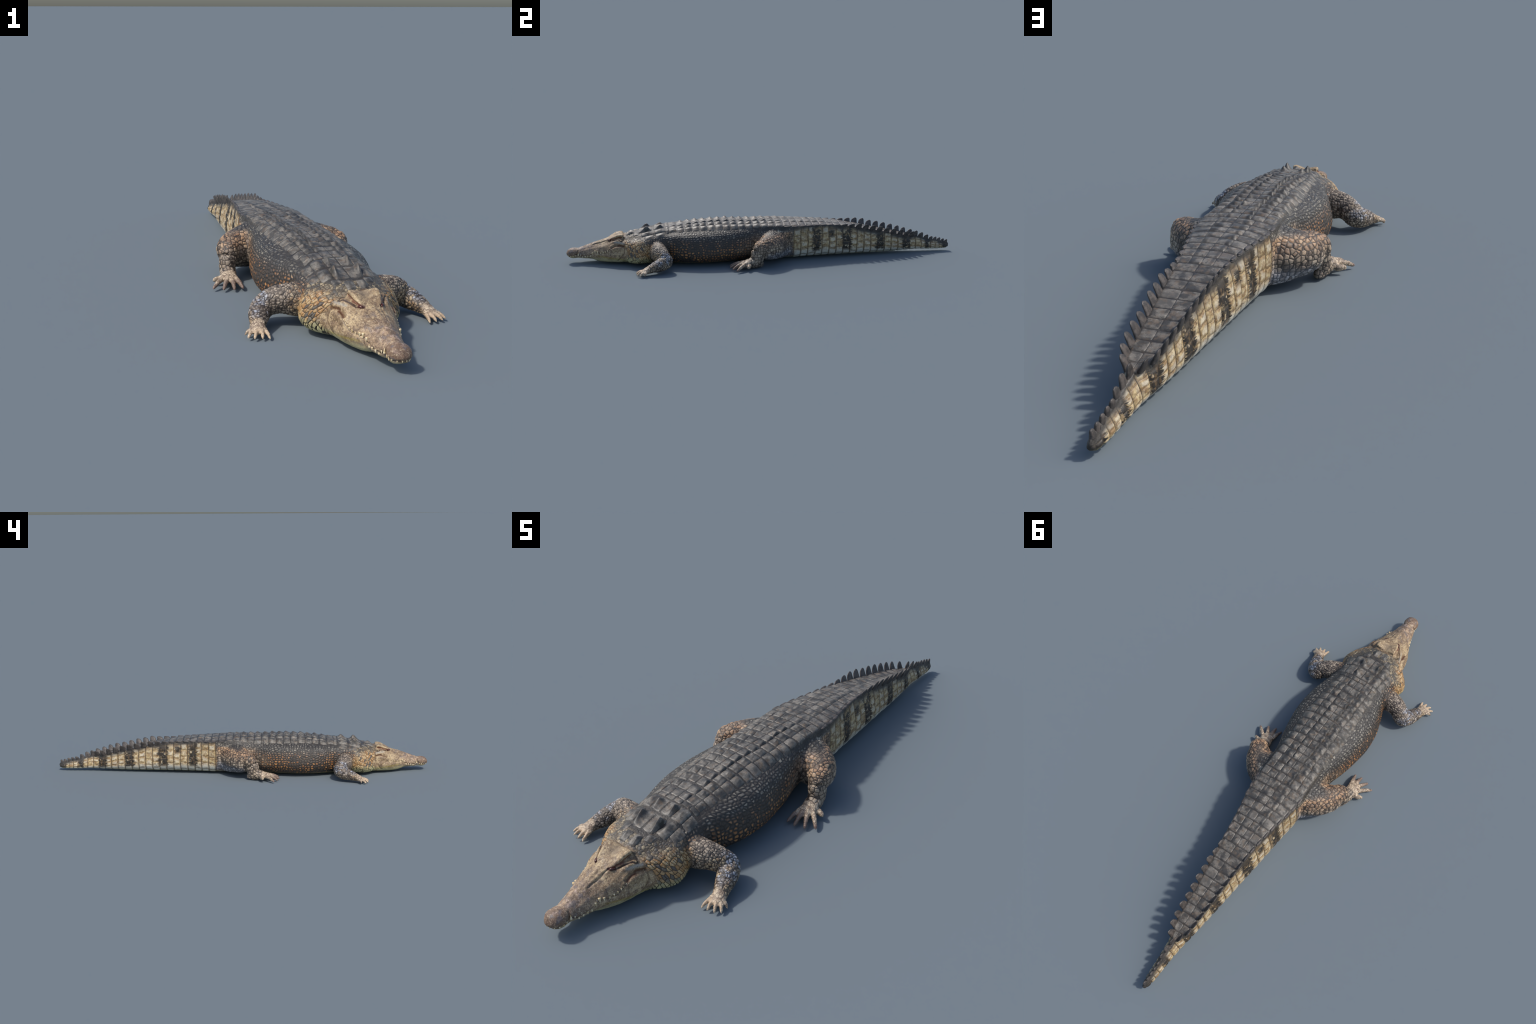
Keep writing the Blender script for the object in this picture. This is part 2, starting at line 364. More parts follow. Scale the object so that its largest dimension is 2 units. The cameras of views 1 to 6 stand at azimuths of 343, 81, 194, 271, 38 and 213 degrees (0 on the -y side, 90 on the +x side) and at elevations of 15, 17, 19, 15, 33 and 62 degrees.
class Kit:
    def __init__(s, tree, position):
        s.t = tree; s.pos = S(s, position); s.cache = {}
        sp = s.n("ShaderNodeSeparateXYZ"); s.plug(position, sp.inputs[0])
        s.x, s.y, s.z = (S(s, o) for o in sp.outputs)
        s.ax = s.m("ABSOLUTE", s.x, 0)
    def n(s, kind, **kw):
        nd = s.t.nodes.new(kind)
        for a, b in kw.items(): setattr(nd, a, b)
        return nd
    def plug(s, a, inp):
        if isinstance(a, S): a = a.s
        if isinstance(a, bpy.types.NodeSocket): s.t.links.new(a, inp)
        else: inp.default_value = a
    def m(s, op, a, b=0.0, c=None):
        nd = s.n("ShaderNodeMath", operation=op)
        s.plug(a, nd.inputs[0]); s.plug(b, nd.inputs[1])
        if c is not None: s.plug(c, nd.inputs[2])
        return S(s, nd.outputs[0])
    def mx(s, a, b): return s.m("MAXIMUM", a, b)
    def mn(s, a, b): return s.m("MINIMUM", a, b)
    def step(s, lo, hi, x):
        """smoothstep that may run up or down"""
        nd = s.n("ShaderNodeMapRange", interpolation_type="SMOOTHSTEP")
        flip = lo > hi
        s.plug(x, nd.inputs["Value"])
        nd.inputs["From Min"].default_value, nd.inputs["From Max"].default_value = (hi, lo) if flip else (lo, hi)
        nd.inputs["To Min"].default_value, nd.inputs["To Max"].default_value = (1, 0) if flip else (0, 1)
        return S(s, nd.outputs[0])
    def band(s, a, b, soft, x): return s.step(a - soft, a + soft, x) * s.step(b + soft, b - soft, x)
    def table(s, f, x, lo, hi, count=24):
        """profile function as a float curve node"""
        xs = np.linspace(lo, hi, count); v = f(xs); top = float(max(v.max(), 1e-6))
        nd = s.n("ShaderNodeFloatCurve"); cv = nd.mapping.curves[0]
        while len(cv.points) < count: cv.points.new(.5, .5)
        for p, t, w in zip(cv.points, np.linspace(0, 1, count), v): p.location = (t, float(w) / top)
        nd.mapping.update()
        s.plug((s.as_(x) - lo) * (1 / (hi - lo)), nd.inputs["Value"])
        return S(s, nd.outputs[0]) * top
    def as_(s, x): return x if isinstance(x, S) else s.m("ADD", x, 0.0)
    def vec(s, x, y, z=0.0):
        nd = s.n("ShaderNodeCombineXYZ")
        for a, i in zip((x, y, z), nd.inputs): s.plug(a, i)
        return S(s, nd.outputs[0])
    def noise(s, scale, detail=3.0, rough=.55, v=None, out=0, distortion=0.0):
        nd = s.n("ShaderNodeTexNoise"); s.plug(v or s.pos, nd.inputs["Vector"])
        nd.inputs["Scale"].default_value = scale; nd.inputs["Detail"].default_value = detail
        nd.inputs["Roughness"].default_value = rough; nd.inputs["Distortion"].default_value = distortion
        return S(s, nd.outputs[out])
    def cells(s, v, rand, dims="3D"):
        """returns (distance to the border, distance to the centre, random number of the cell)"""
        a = s.n("ShaderNodeTexVoronoi", voronoi_dimensions=dims, feature="DISTANCE_TO_EDGE")
        b = s.n("ShaderNodeTexVoronoi", voronoi_dimensions=dims, feature="F1")
        for nd in (a, b):
            s.plug(v, nd.inputs["Vector"]); nd.inputs["Scale"].default_value = 1.0; nd.inputs["Randomness"].default_value = rand
        sp = s.n("ShaderNodeSeparateXYZ"); s.t.links.new(b.outputs["Color"], sp.inputs[0])
        return S(s, a.outputs["Distance"]), S(s, b.outputs["Distance"]), S(s, sp.outputs[0]), S(s, sp.outputs[1])
    def line(s, pts):
        """distance from the (mirrored) position to a polyline"""
        q = s.vec(s.ax, s.y, s.z); best = None
        for a, b in zip(pts[:-1], pts[1:]):
            ab = Vector(b) - Vector(a)
            pa = s.n("ShaderNodeVectorMath", operation="SUBTRACT"); s.plug(q, pa.inputs[0]); pa.inputs[1].default_value = a
            dt = s.n("ShaderNodeVectorMath", operation="DOT_PRODUCT"); s.t.links.new(pa.outputs[0], dt.inputs[0]); dt.inputs[1].default_value = ab / ab.length_squared
            cl = s.n("ShaderNodeClamp"); s.t.links.new(dt.outputs["Value"], cl.inputs[0])
            sc = s.n("ShaderNodeVectorMath", operation="SCALE"); sc.inputs[0].default_value = ab; s.t.links.new(cl.outputs[0], sc.inputs["Scale"])
            df = s.n("ShaderNodeVectorMath", operation="DISTANCE"); s.t.links.new(pa.outputs[0], df.inputs[0]); s.t.links.new(sc.outputs[0], df.inputs[1])
            d = S(s, df.outputs["Value"]); best = d if best is None else s.mn(best, d)
        return best
    def mix(s, a, b, f, mode="MIX"):
        nd = s.n("ShaderNodeMix", data_type="RGBA", blend_type=mode); nd.clamp_factor = True
        s.plug(f, nd.inputs["Factor"])
        for val, i in ((a, nd.inputs[6]), (b, nd.inputs[7])):
            if isinstance(val, tuple): i.default_value = (*val, 1)
            else: s.plug(val, i)
        return S(s, nd.outputs[2])

def rgb(r, g, b):
    """sRGB 0-255 of a sunlit patch -> linear base colour"""
    f = lambda c: (c / 255 / 12.92 if c < 10.3 else ((c / 255 + .055) / 1.055) ** 2.4)
    return (f(r), f(g), f(b))

# ------------------------------------------------------------------ regions as functions of position (numpy and nodes)
def fore_gap(K, ax, y, mx):
    return ax - (.128 + mx(-.575 - y, 0) * 1.0 + mx(y + .52, 0) * .6)
def hind_gap(K, ax, y, mx):
    return ax - (.117 + mx(-.06 - y, 0) * .43 - mx(y - .0, 0) * .22)

def ring_number(y):
    """scale rings along the trunk: spacing 38 mm, tightening toward the tail tip"""
    return np.interp(y, [-1, .72, .84, .92, 1.0], [0, 1.72 / .038, 1.72 / .038 + 3.6, 1.72 / .038 + 6.6, 1.72 / .038 + 10.2])

def fields(K):
    """all the masks and scale patterns shared by relief and colour"""
    g = {}
    x, y, z, ax = K.x, K.y, K.z, K.ax
    wob = K.noise(14, 2) - .5
    g["fore"] = K.step(-.010, .012, fore_gap(K, ax, y, K.mx)) * K.step(-.43, -.45, y)
    g["hind"] = K.step(-.014, .016, hind_gap(K, ax, y, K.mx)) * K.band(-.30, .132, .008, y - K.step(.07, .02, K.z) * .012) * K.step(.172, .158, z + ax * .1)
    g["limb"] = K.mx(g["fore"], g["hind"])
    g["head"] = K.step(-.700, -.718, y - K.step(.035, .0, K.m("ABSOLUTE", z - .062)) * .016 + K.step(.035, .01, z) * .012 + wob * .022)
    g["tail"] = K.step(.128, .140, y - K.m("ABSOLUTE", z - .10) * .10) * (1.0 - g["limb"])
    g["hip"] = K.band(.055, .132, .010, y + wob * .04) * (1.0 - g["tail"]) * (1.0 - g["limb"])
    g["neck"] = K.band(-.711, -.585, .015, y + wob * .03)
    # dorsal shield
    dx = K.table(lambda t: np.where(t < .1, np.interp(t, [-.75, -.66, -.60, -.50, -.42, -.2, -.05, .1], [.040, .055, .082, .092, .094, .098, .096, .100]), fDX(t)), y, -.75, 1.0, 40)
    ridge = K.table(fDZ, y, -.75, 1.0, 40)
    g["dx"], g["ridge"] = dx, ridge
    g["dorsal"] = K.step(-.022, -.002, z - ridge + .010 + (1.0 - K.step(.05, .15, y)) * .012) * K.step(.012, -.004, ax - dx - .002 + wob * .03) * K.step(-.672, -.640, y + wob * .05) * (1.0 - g["head"]) * (1.0 - g["fore"])
    g["belly"] = K.step(.022, .006, z)
    # tail rings and rows
    ring = K.table(lambda t: ring_number(t) - 20, y, -.475, 1.0, 40)
    row = z / (ridge + .002) * 5.0
    g["ring"], g["row"] = ring, row
    rr = ring + (K.noise(22, 1) - .5) * .22
    rid = K.m("FLOOR", rr)
    shift = K.n("ShaderNodeTexWhiteNoise", noise_dimensions="1D"); K.plug(rid, shift.inputs["W"])
    rq = row + S(K, shift.outputs["Value"]) * .55 + (K.noise(30, 1, v=K.vec(y, z, 3.0)) - .5) * .5
    qid = K.m("FLOOR", rq)
    wn = K.n("ShaderNodeTexWhiteNoise", noise_dimensions="2D"); K.plug(K.vec(rid, qid), wn.inputs["Vector"])
    ws = K.n("ShaderNodeSeparateXYZ"); K.t.links.new(wn.outputs["Color"], ws.inputs[0])
    er = .5 - K.m("ABSOLUTE", rr - rid - .5); eq = .5 - K.m("ABSOLUTE", rq - qid - .5)
    g["er"], g["eq"] = er, eq
    g["tc"] = (K.mn(er, eq * 1.1 + .012), 1.0 - K.mn(er * 2.0, eq * 2.0), S(K, ws.outputs[0]), S(K, ws.outputs[1]))
    # flank: rows of small oblong scales following the belly curve
    girth = K.table(fW, y, -.75, .2, 24)
    arc = K.table(lambda t: .02 * np.sin((t + .3) * 9), y, -.75, .2, 16)
    g["fc"] = K.cells(K.vec((y + (K.noise(16, 1) - .5) * .03) * 70, (z + (K.step(.055, .105, z) * 1.15 - .35) * (girth - ax) + arc * .3 + (K.noise(12, 1, v=K.vec(y, z, 5.0)) - .5) * .02) * 74, 0.0), .68, "2D")
    # neck: slanted, elongated scales
    g["nc"] = K.cells(K.vec((y * .95 + z * .5 + wob * .012) * 118, (z * .85 - ax * .65 - y * .35) * 50, 0.0), .8, "2D")
    gv = K.n("ShaderNodeVectorMath", operation="SCALE"); K.t.links.new(K.pos.s, gv.inputs[0]); gv.inputs["Scale"].default_value = 105
    g["gc"] = K.cells(S(K, gv.outputs[0]), .7)
    g["nape"] = g["neck"] * K.step(.126, .146, z + ax * .15 + wob * .04 + K.step(.075, .03, ax) * .03) * (1.0 - g["head"])
    # limbs and hips
    warp3 = K.n("ShaderNodeVectorMath", operation="MULTIPLY_ADD")
    K.plug(K.noise(22, 1, out=1), warp3.inputs[0]); warp3.inputs[1].default_value = (.012, .012, .012); K.plug(K.pos, warp3.inputs[2])
    sc = K.n("ShaderNodeVectorMath", operation="SCALE"); K.t.links.new(warp3.outputs[0], sc.inputs[0]); K.plug(74.0 + K.step(-.36, -.44, y) * 34.0, sc.inputs["Scale"])
    g["lc"] = K.cells(S(K, sc.outputs[0]), .55)
    # feet: small ring scales
    g["foot"] = K.mx(K.step(.235, .250, ax - (y + .60) * .55) * g["fore"] * K.step(-.594, -.606, y), g["hind"] * K.step(-.088, -.100, y + z * .3))
    return g

def scale_height(K, g):
    """relief of the scales in metres"""
    dome = lambda e, a, b: K.step(0.0, a, e) * b
    flank = dome(g["fc"][0], .30, .0014)
    gran = dome(g["gc"][0], .25, .0013)
    neck = dome(g["nc"][0], .24, .0026) * (1.0 - g["nape"]) + gran * g["nape"]
    limb = dome(g["lc"][0], .22, .0019)
    tail = dome(g["er"], .12, .0016) + dome(g["tc"][0], .28, .0020)
    rest = (1.0 - g["limb"]) * (1.0 - g["head"]) * (1.0 - g["tail"]) * (1.0 - g["dorsal"])
    h = limb * g["limb"] * (1.0 - g["foot"] * .85) + gran * g["foot"] * .6
    h = h + tail * g["tail"] * (1.0 - g["dorsal"]) * K.step(.0, .02, K.z)
    h = h + rest * (neck * g["neck"] + (flank * (1.0 - g["hip"]) + gran * g["hip"] * 1.4) * (1.0 - g["neck"])) * K.step(.004, .02, K.z)
    h = h + gran * g["dorsal"] * (1.0 - g["tail"]) * .5
    h = h + (K.noise(150, 3) - .5) * .0011 * (g["head"] + .35)
    h = h + (K.noise(45, 3) - .5) * .0034 * g["head"]
    return h
# ------------------------------------------------------------------ apply scale relief with geometry nodes, then bake
gt = bpy.data.node_groups.new("scale_relief", "GeometryNodeTree")
gt.interface.new_socket("Geometry", in_out="INPUT", socket_type="NodeSocketGeometry")
gt.interface.new_socket("Geometry", in_out="OUTPUT", socket_type="NodeSocketGeometry")
gi, go = gt.nodes.new("NodeGroupInput"), gt.nodes.new("NodeGroupOutput")
K = Kit(gt, gt.nodes.new("GeometryNodeInputPosition").outputs[0])
hh = scale_height(K, fields(K))
nrm = gt.nodes.new("GeometryNodeInputNormal")
sc = gt.nodes.new("ShaderNodeVectorMath"); sc.operation = "SCALE"; gt.links.new(nrm.outputs[0], sc.inputs[0]); gt.links.new(hh.s, sc.inputs["Scale"])
sp = gt.nodes.new("GeometryNodeSetPosition"); gt.links.new(gi.outputs[0], sp.inputs["Geometry"]); gt.links.new(sc.outputs[0], sp.inputs["Offset"]); gt.links.new(sp.outputs[0], go.inputs[0])

smooth_skin = body.copy()
ob = bpy.data.objects.new("body_work", body); SC.objects.link(ob)
ob.modifiers.new("relief", "NODES").node_group = gt
baked = bpy.data.meshes.new_from_object(ob.evaluated_get(bpy.context.evaluated_depsgraph_get()))
bpy.data.objects.remove(ob); body = baked
v = coords(body); v[:, 2] = np.maximum(v[:, 2], 0); set_coords(body, v)
snap(body)   # colour follows the folds as sculpted
bpy.data.node_groups.remove(gt)
# ------------------------------------------------------------------ materials
def material(name, build):
    mt = bpy.data.materials.new(name); mt.use_nodes = True
    t = mt.node_tree; bs = t.nodes["Principled BSDF"]
    K = Kit(t, t.nodes.new("ShaderNodeTexCoord").outputs["Object"])
    build(K, bs)
    return mt

def bump(K, bs, h, dist, strength=.6):
    b = K.n("ShaderNodeBump"); b.inputs["Strength"].default_value = strength; b.inputs["Distance"].default_value = dist
    K.plug(h, b.inputs["Height"]); K.t.links.new(b.outputs[0], bs.inputs["Normal"])

def dorsal_colour(K):
    n1, n2 = K.noise(38, 4, .6), K.noise(130, 3, .65)
    c = K.mix(rgb(70, 67, 62), rgb(122, 116, 106), K.step(.40, .62, n1))
    c = K.mix(c, rgb(176, 170, 160), K.step(.56, .74, n2) * K.step(.40, .60, n1) * .55)
    c = K.mix(c, rgb(50, 48, 46), K.step(.46, .32, n2) * .7)
    return K.mix(c, rgb(124, 100, 74), K.step(.50, .68, K.noise(60, 2)) * .38)

def skin_build(K, bs):
    g = fields(K); x, y, z, ax = K.x, K.y, K.z, K.ax
    wob = K.noise(14, 2) - .5
    big, mid, fine = K.noise(9, 3), K.noise(40, 3), K.noise(240, 3, .6)
    # ---- flank
    e, dcen, r1, r2 = g["fc"]
    hi = K.step(.10, .145, z + (mid - .5) * .04)              # upper row: pale grey scales
    orange = K.mix(rgb(146, 92, 50), rgb(182, 130, 76), r1)
    pale = K.mix(rgb(80, 79, 76), rgb(150, 143, 128), r1)
    cell = K.mix(orange, pale, hi)
    lit = K.step(.45, .57, hi * .10 + K.step(.105, .075, z) * .05 + big * .6 + mid * .4 + (r2 - .5) * .14 + K.step(.055, .02, z) * -.02)
    gap_hi = K.mix(rgb(42, 39, 37), rgb(50, 48, 46), hi)
    flank = K.mix(K.mix(rgb(72, 60, 48), rgb(54, 50, 46), K.mx(hi, r1)), cell, lit * (.35 + .65 * K.step(.25, .6, r2)) * K.step(.14, .36, e))
    flank = K.mix(gap_hi, flank, K.step(.02, .12, e))
    # ---- neck
    e, dcen, r1, r2 = g["nc"]
    neck = K.mix(rgb(160, 116, 66), rgb(188, 160, 116), r1)
    neck = K.mix(neck, rgb(214, 204, 180), K.step(.30, .05, dcen) * K.step(.07, .11, z) * .6)
    neck = K.mix(neck, rgb(72, 74, 74), K.step(.76, .82, r2 + (mid - .5) * .25) * .85)
    neck = K.mix(neck, rgb(196, 188, 140), K.step(.06, .03, z))
    neck = K.mix(neck, rgb(110, 96, 74), K.step(.46, .34, mid) * .45)
    neck = K.mix(rgb(54, 45, 36), neck, K.step(.015, .11, e))
    ge, gd, gr1, gr2 = g["gc"]
    gran = K.mix(rgb(104, 94, 78), rgb(168, 152, 122), gr1)
    gran = K.mix(gran, rgb(84, 80, 74), K.step(.5, .7, gr2 + (big - .5)))
    gran = K.mix(rgb(74, 64, 52), gran, K.step(.02, .14, ge))
    neck = K.mix(neck, gran, g["nape"])
    hip = K.mix(K.mix(rgb(116, 108, 98), rgb(206, 196, 176), gr1), rgb(70, 66, 62), K.step(.62, .72, gr2))
    hip = K.mix(rgb(58, 52, 47), hip, K.step(.03, .18, ge))
    # ---- limbs
    e, dcen, r1, r2 = g["lc"]
    warm = K.mix(rgb(134, 120, 106), rgb(178, 162, 142), r1)
    ochre = K.mix(rgb(150, 116, 74), rgb(178, 156, 120), r1)
    grey = K.mix(rgb(108, 112, 120), rgb(168, 173, 184), r1)
    fwd = K.step(-.46, -.52, y)
    elbow = g["fore"] * K.step(.195, .225, ax) * K.step(.035, .06, z)
    low = K.mx(g["hind"], g["hip"]) * K.step(.085, .045, z + (mid - .5) * .05) * K.step(-.03, .0, y)
    top = g["hind"] * K.step(.085, .13, z + (mid - .5) * .04)
    lc = K.mix(warm, ochre, K.step(.45, .6, big) * .7 * K.mx(fwd, .3))
    lc = K.mix(lc, K.mix(rgb(160, 120, 86), rgb(194, 158, 120), r1), top * .85)
    lc = K.mix(lc, grey, K.mx(elbow * K.step(.4, .55, mid), low * .75))
    lc = K.mix(lc, rgb(84, 74, 66), K.step(.66, .74, r2) * .55)
    lc = K.mix(lc, rgb(74, 64, 56), K.step(.48, .36, mid * .6 + big * .4) * .55)
    lc = K.mix(lc, rgb(200, 188, 170), K.step(.30, .08, dcen) * .14)  # faint highlight lightened into the centre of every limb scale
    lc = K.mix(K.mix(rgb(62, 54, 48), rgb(78, 81, 88), low), lc, K.step(.02, .14, e))
    # feet
    foot = K.mix(rgb(208, 188, 160), rgb(148, 128, 108), K.step(.42, .62, K.noise(90, 4)))
    foot = K.mix(rgb(84, 70, 58), foot, K.step(.0, .10, ge) * .75 + .25)
    rings = K.m("SINE", (y * 1.0 + ax * .2 + (mid - .5) * .006) * 900)
    foot = K.mix(foot, rgb(110, 88, 76), K.step(.75, .95, rings) * .6)
    foot = K.mix(foot, rgb(120, 100, 88), K.step(-.150, -.172, y) * g["hind"] * .9)
    foot = K.mix(foot, rgb(194, 168, 138), K.step(-.62, -.64, y) * g["fore"] * .8)
    lc = K.mix(lc, foot, g["foot"])
    # ---- tail
    e, dcen, r1, r2 = g["tc"]; eq = g["eq"]
    tan = K.mix(rgb(198, 176, 132), rgb(148, 120, 82), K.step(.40, .60, K.noise(55, 4, .6, v=K.vec(x, y, z * 1.6))))
    tan = K.mix(tan, rgb(226, 218, 196), K.step(.46, .64, K.noise(75, 3, .5, v=K.vec(x, y * .7, z + 4.0))) * .30)
    tan = K.mix(tan, rgb(206, 206, 196), K.step(2.0, .8, g["row"] + (mid - .5)) * .85)
    spots = K.step(.60, .68, K.noise(120, 3)) * K.step(.35, .6, K.noise(18, 1)) * K.step(.9, 1.6, g["row"])
    tan = K.mix(tan, rgb(66, 48, 34), spots * .85)
    jag = (K.noise(1.0, 3, .7, v=K.vec(y * 22, z * 230, ax * 8)) - .5) * .060
    bands = None
    for yc, hw in ((.262, .020), (.344, .012), (.425, .024), (.607, .022), (.757, .021), (.880, .012), (.985, .025)):
        b = K.step(hw + .007, hw - .001, K.m("ABSOLUTE", y + jag - yc))
        if yc == .344: b = b * K.band(3.2, 4.3, .2, g["row"])
        bands = b if bands is None else K.mx(bands, b)
    bands = bands * K.step(.9, 1.5, g["row"]) * K.step(.35, .45, K.noise(42, 3, .6) + K.step(.93, .96, y))
    tan = K.mix(tan, rgb(27, 24, 22), bands * (.80 + K.step(.03, .10, eq) * .17))
    tan = K.mix(tan, rgb(118, 94, 64), K.step(.52, .66, K.noise(70, 4, .6, v=K.vec(x, y * 1.3, z * .8 + 2.0))) * K.step(.8, 1.8, g["row"]) * .7)
    tan = K.mix(tan, rgb(60, 50, 40), K.step(.60, .70, K.noise(95, 4, .65, v=K.vec(x, y * 1.6, z + 7.0))) * K.step(1.2, 2.4, g["row"]) * .6)
    tan = K.mix(tan, rgb(84, 72, 56), K.step(3.6, 4.7, g["row"] + (mid - .5)) * .45)
    tan = K.mix(tan, rgb(226, 220, 204), K.step(.26, .12, K.m("ABSOLUTE", g["er"] - .36)) * K.step(.20, .34, g["eq"]) * K.step(.4, .62, r2) * .32 * (1.0 - bands))  # light streak on the tail scales, a highlight put into the base colour
    tan = K.mix(tan, rgb(138, 108, 68), K.step(.58, .92, dcen) * .38 * (1.0 - bands))
    tail = K.mix(rgb(56, 48, 40), tan, K.step(.010, .060, g["er"]))
    tail = K.mix(tail, rgb(66, 54, 42), K.step(.045, .012, g["eq"]) * .6)
    tail = K.mix(tail, rgb(60, 58, 55), K.step(4.55, 4.95, g["row"] + (mid - .5) * .8 + K.step(.79, .83, y) * .25))
    # ---- head
    n1, n2 = K.noise(26, 4, .6), K.noise(120, 4, .7)
    n3 = K.noise(300, 3, .6)
    head = K.mix(rgb(186, 162, 124), rgb(142, 118, 88), K.step(.38, .58, n1))
    snout = K.mix(rgb(166, 140, 112), rgb(122, 102, 84), K.step(.38, .60, n1))
    head = K.mix(head, snout, K.step(-.80, -.91, y + (n1 - .5) * .08 + (n2 - .5) * .05))
    head = K.mix(head, rgb(112, 86, 68), K.step(-.935, -.965, y + (n1 - .5) * .03 + (n2 - .5) * .02) * .7)
    head = K.mix(head, rgb(178, 154, 142), K.step(.52, .64, K.noise(58, 3, v=K.vec(x, y, z + 3.0))) * K.step(-.82, -.90, y) * K.step(.05, .075, z) * .6)  # sheen along the top of the snout, tinted in as grey-pink blotches
    head = K.mix(head, rgb(98, 78, 62), K.step(.50, .64, K.noise(52, 4, .6, v=K.vec(x, y, z + 9.0))) * .6)
    head = K.mix(head, rgb(216, 198, 164), K.step(.54, .70, n2) * .55)
    head = K.mix(head, rgb(104, 84, 70), K.step(.50, .36, n2) * .7)
    head = K.mix(head, rgb(88, 70, 60), K.step(.46, .34, n3) * .55)
    head = K.mix(head, rgb(222, 206, 178), K.step(.56, .68, n3) * .35)
    head = K.mix(head, rgb(104, 98, 100), K.step(.54, .64, K.noise(44, 4)) * K.step(-.78, -.86, y) * .6)
    head = K.mix(head, rgb(128, 112, 92), K.step(.024, .006, K.m("ABSOLUTE", ax - 0.0)) * K.band(-.755, -.722, .012, y) * K.step(.12, .13, z) * .65)
    head = K.mix(head, rgb(192, 184, 140), K.step(.040, .020, z + (n1 - .5) * .02) * .8)
    head = K.mix(head, rgb(168, 150, 60), K.step(.006, .001, K.m("ABSOLUTE", z - .036 + (y + .78) * .12)) * K.step(-.86, -.82, y) * .45)
    for pts, wd, col, amt in ((TEMPORAL, .0075, rgb(84, 50, 28), .9), (EYE_SLIT, .0048, rgb(52, 32, 26), .9), (EYE_SLIT[:4], .0075, rgb(70, 38, 30), .9), (EAR_SLIT, .0068, rgb(104, 58, 40), .85),
                              (MOUTH, .0022, rgb(74, 56, 46), .75), (CANTHUS, .0022, rgb(92, 76, 62), .6), (JOWL, .0045, rgb(96, 74, 54), .6), (OCCIPUT, .006, rgb(52, 44, 38), .85), (NOTCH, .005, rgb(84, 58, 44), .6)):  # MOUTH entry: shading along the lip line, darkened in the colour
        head = K.mix(head, col, K.step(wd, wd * .25, K.line(pts) + (n2 - .5) * .002) * amt)
    head = K.mix(head, rgb(186, 190, 186), K.step(.007, .001, K.line([(.0590, -.757, .1120), (.0700, -.735, .1125), (.0770, -.716, .1110)]) + (n2 - .5) * .010) * .38)
    # ---- assemble
    c = K.mix(flank, neck, g["neck"])
    dors = dorsal_colour(K)
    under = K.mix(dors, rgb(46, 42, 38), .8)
    c = K.mix(c, tail, g["tail"])
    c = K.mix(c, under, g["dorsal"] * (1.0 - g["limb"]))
    c = K.mix(c, K.mix(lc, hip, K.step(.125, .150, z + wob * .03)), g["hip"] * (1.0 - g["dorsal"]))
    c = K.mix(c, lc, g["limb"])
    c = K.mix(c, head, g["head"])
    c = K.mix(c, rgb(176, 172, 136), g["belly"] * K.step(.20, .17, ax) * .75)
    c = K.mix(c, rgb(30, 26, 22), K.step(.46, .30, fine) * .35)
    K.plug(c, bs.inputs["Base Color"])
    rough = .54 - K.step(.45, .7, mid) * .18 + g["head"] * .08
    K.plug(rough, bs.inputs["Roughness"])
    bs.inputs["Specular IOR Level"].default_value = .5
    bump(K, bs, fine * .6 + K.noise(600, 2) * .4, .0016, .65)

SKIN = material("crocodile_skin", skin_build)

def scute_build(K, bs):
    oi = K.n("ShaderNodeObjectInfo"); r = S(K, oi.outputs["Random"])
    c = dorsal_colour(K)
    c = K.mix(c, rgb(52, 54, 56), r * .25)
    c = K.mix(c, rgb(150, 143, 132), K.step(.70, 1.0, r) * .18)
    k1 = K.table(lambda t: np.interp(t, [-.7, -.62, -.5, -.44, .08, .2, .45], [.020, .033, .030, .0255, .0265, .030, .022]), K.y, -.75, 1.0, 30)
    side = K.mn(K.m("ABSOLUTE", K.ax - k1), K.m("ABSOLUTE", K.ax - .0500) + K.step(.02, .06, K.y))
    c = K.mix(c, rgb(44, 44, 44), K.step(.0085, .002, side + (K.noise(60, 3) - .5) * .008) * K.step(.5, .30, K.y) * .6)
    K.plug(c, bs.inputs["Base Color"]); bs.inputs["Roughness"].default_value = .47; bs.inputs["Specular IOR Level"].default_value = .5
    bump(K, bs, K.noise(170, 4, .65, v=K.vec(K.x, K.y * .45, K.z)) * .8 + K.noise(500, 2) * .2, .0016, .38)
SCUTE = material("dorsal_scute_horn", scute_build)

def crest_build(K, bs):
    r = S(K, K.n("ShaderNodeObjectInfo").outputs["Random"])
    c = K.mix(rgb(52, 49, 47), rgb(92, 84, 78), K.step(.38, .66, K.noise(70, 3)))
    c = K.mix(c, rgb(66, 60, 56), r * .4)
    K.plug(c, bs.inputs["Base Color"]); bs.inputs["Roughness"].default_value = .5
    bump(K, bs, K.noise(260, 3), .0012, .5)
CREST = material("crest_horn", crest_build)

def plain(name, col, rough, spot=None):
    def b(K, bs):
        c = K.mix(rgb(*col), rgb(*(spot or col)), K.step(.4, .65, K.noise(150, 2)))
        K.plug(c, bs.inputs["Base Color"]); bs.inputs["Roughness"].default_value = rough
    return material(name, b)
TOOTH = plain("tooth_ivory", (236, 220, 184), .35, (206, 178, 128))
CLAW = plain("claw_horn", (222, 200, 168), .4, (188, 160, 130))
HIND_CLAW = plain("hind_claw_horn", (132, 110, 100), .42, (112, 90, 80))
EYE = plain("eye_dark", (58, 30, 26), .2, (84, 44, 36))
# ------------------------------------------------------------------ split the skin into named parts
root = bpy.data.objects.new("crocodile", None); SC.objects.link(root)
root["label"] = "large resting crocodile with tan head, dark armoured back and crested tail"
root["category"] = "crocodile"

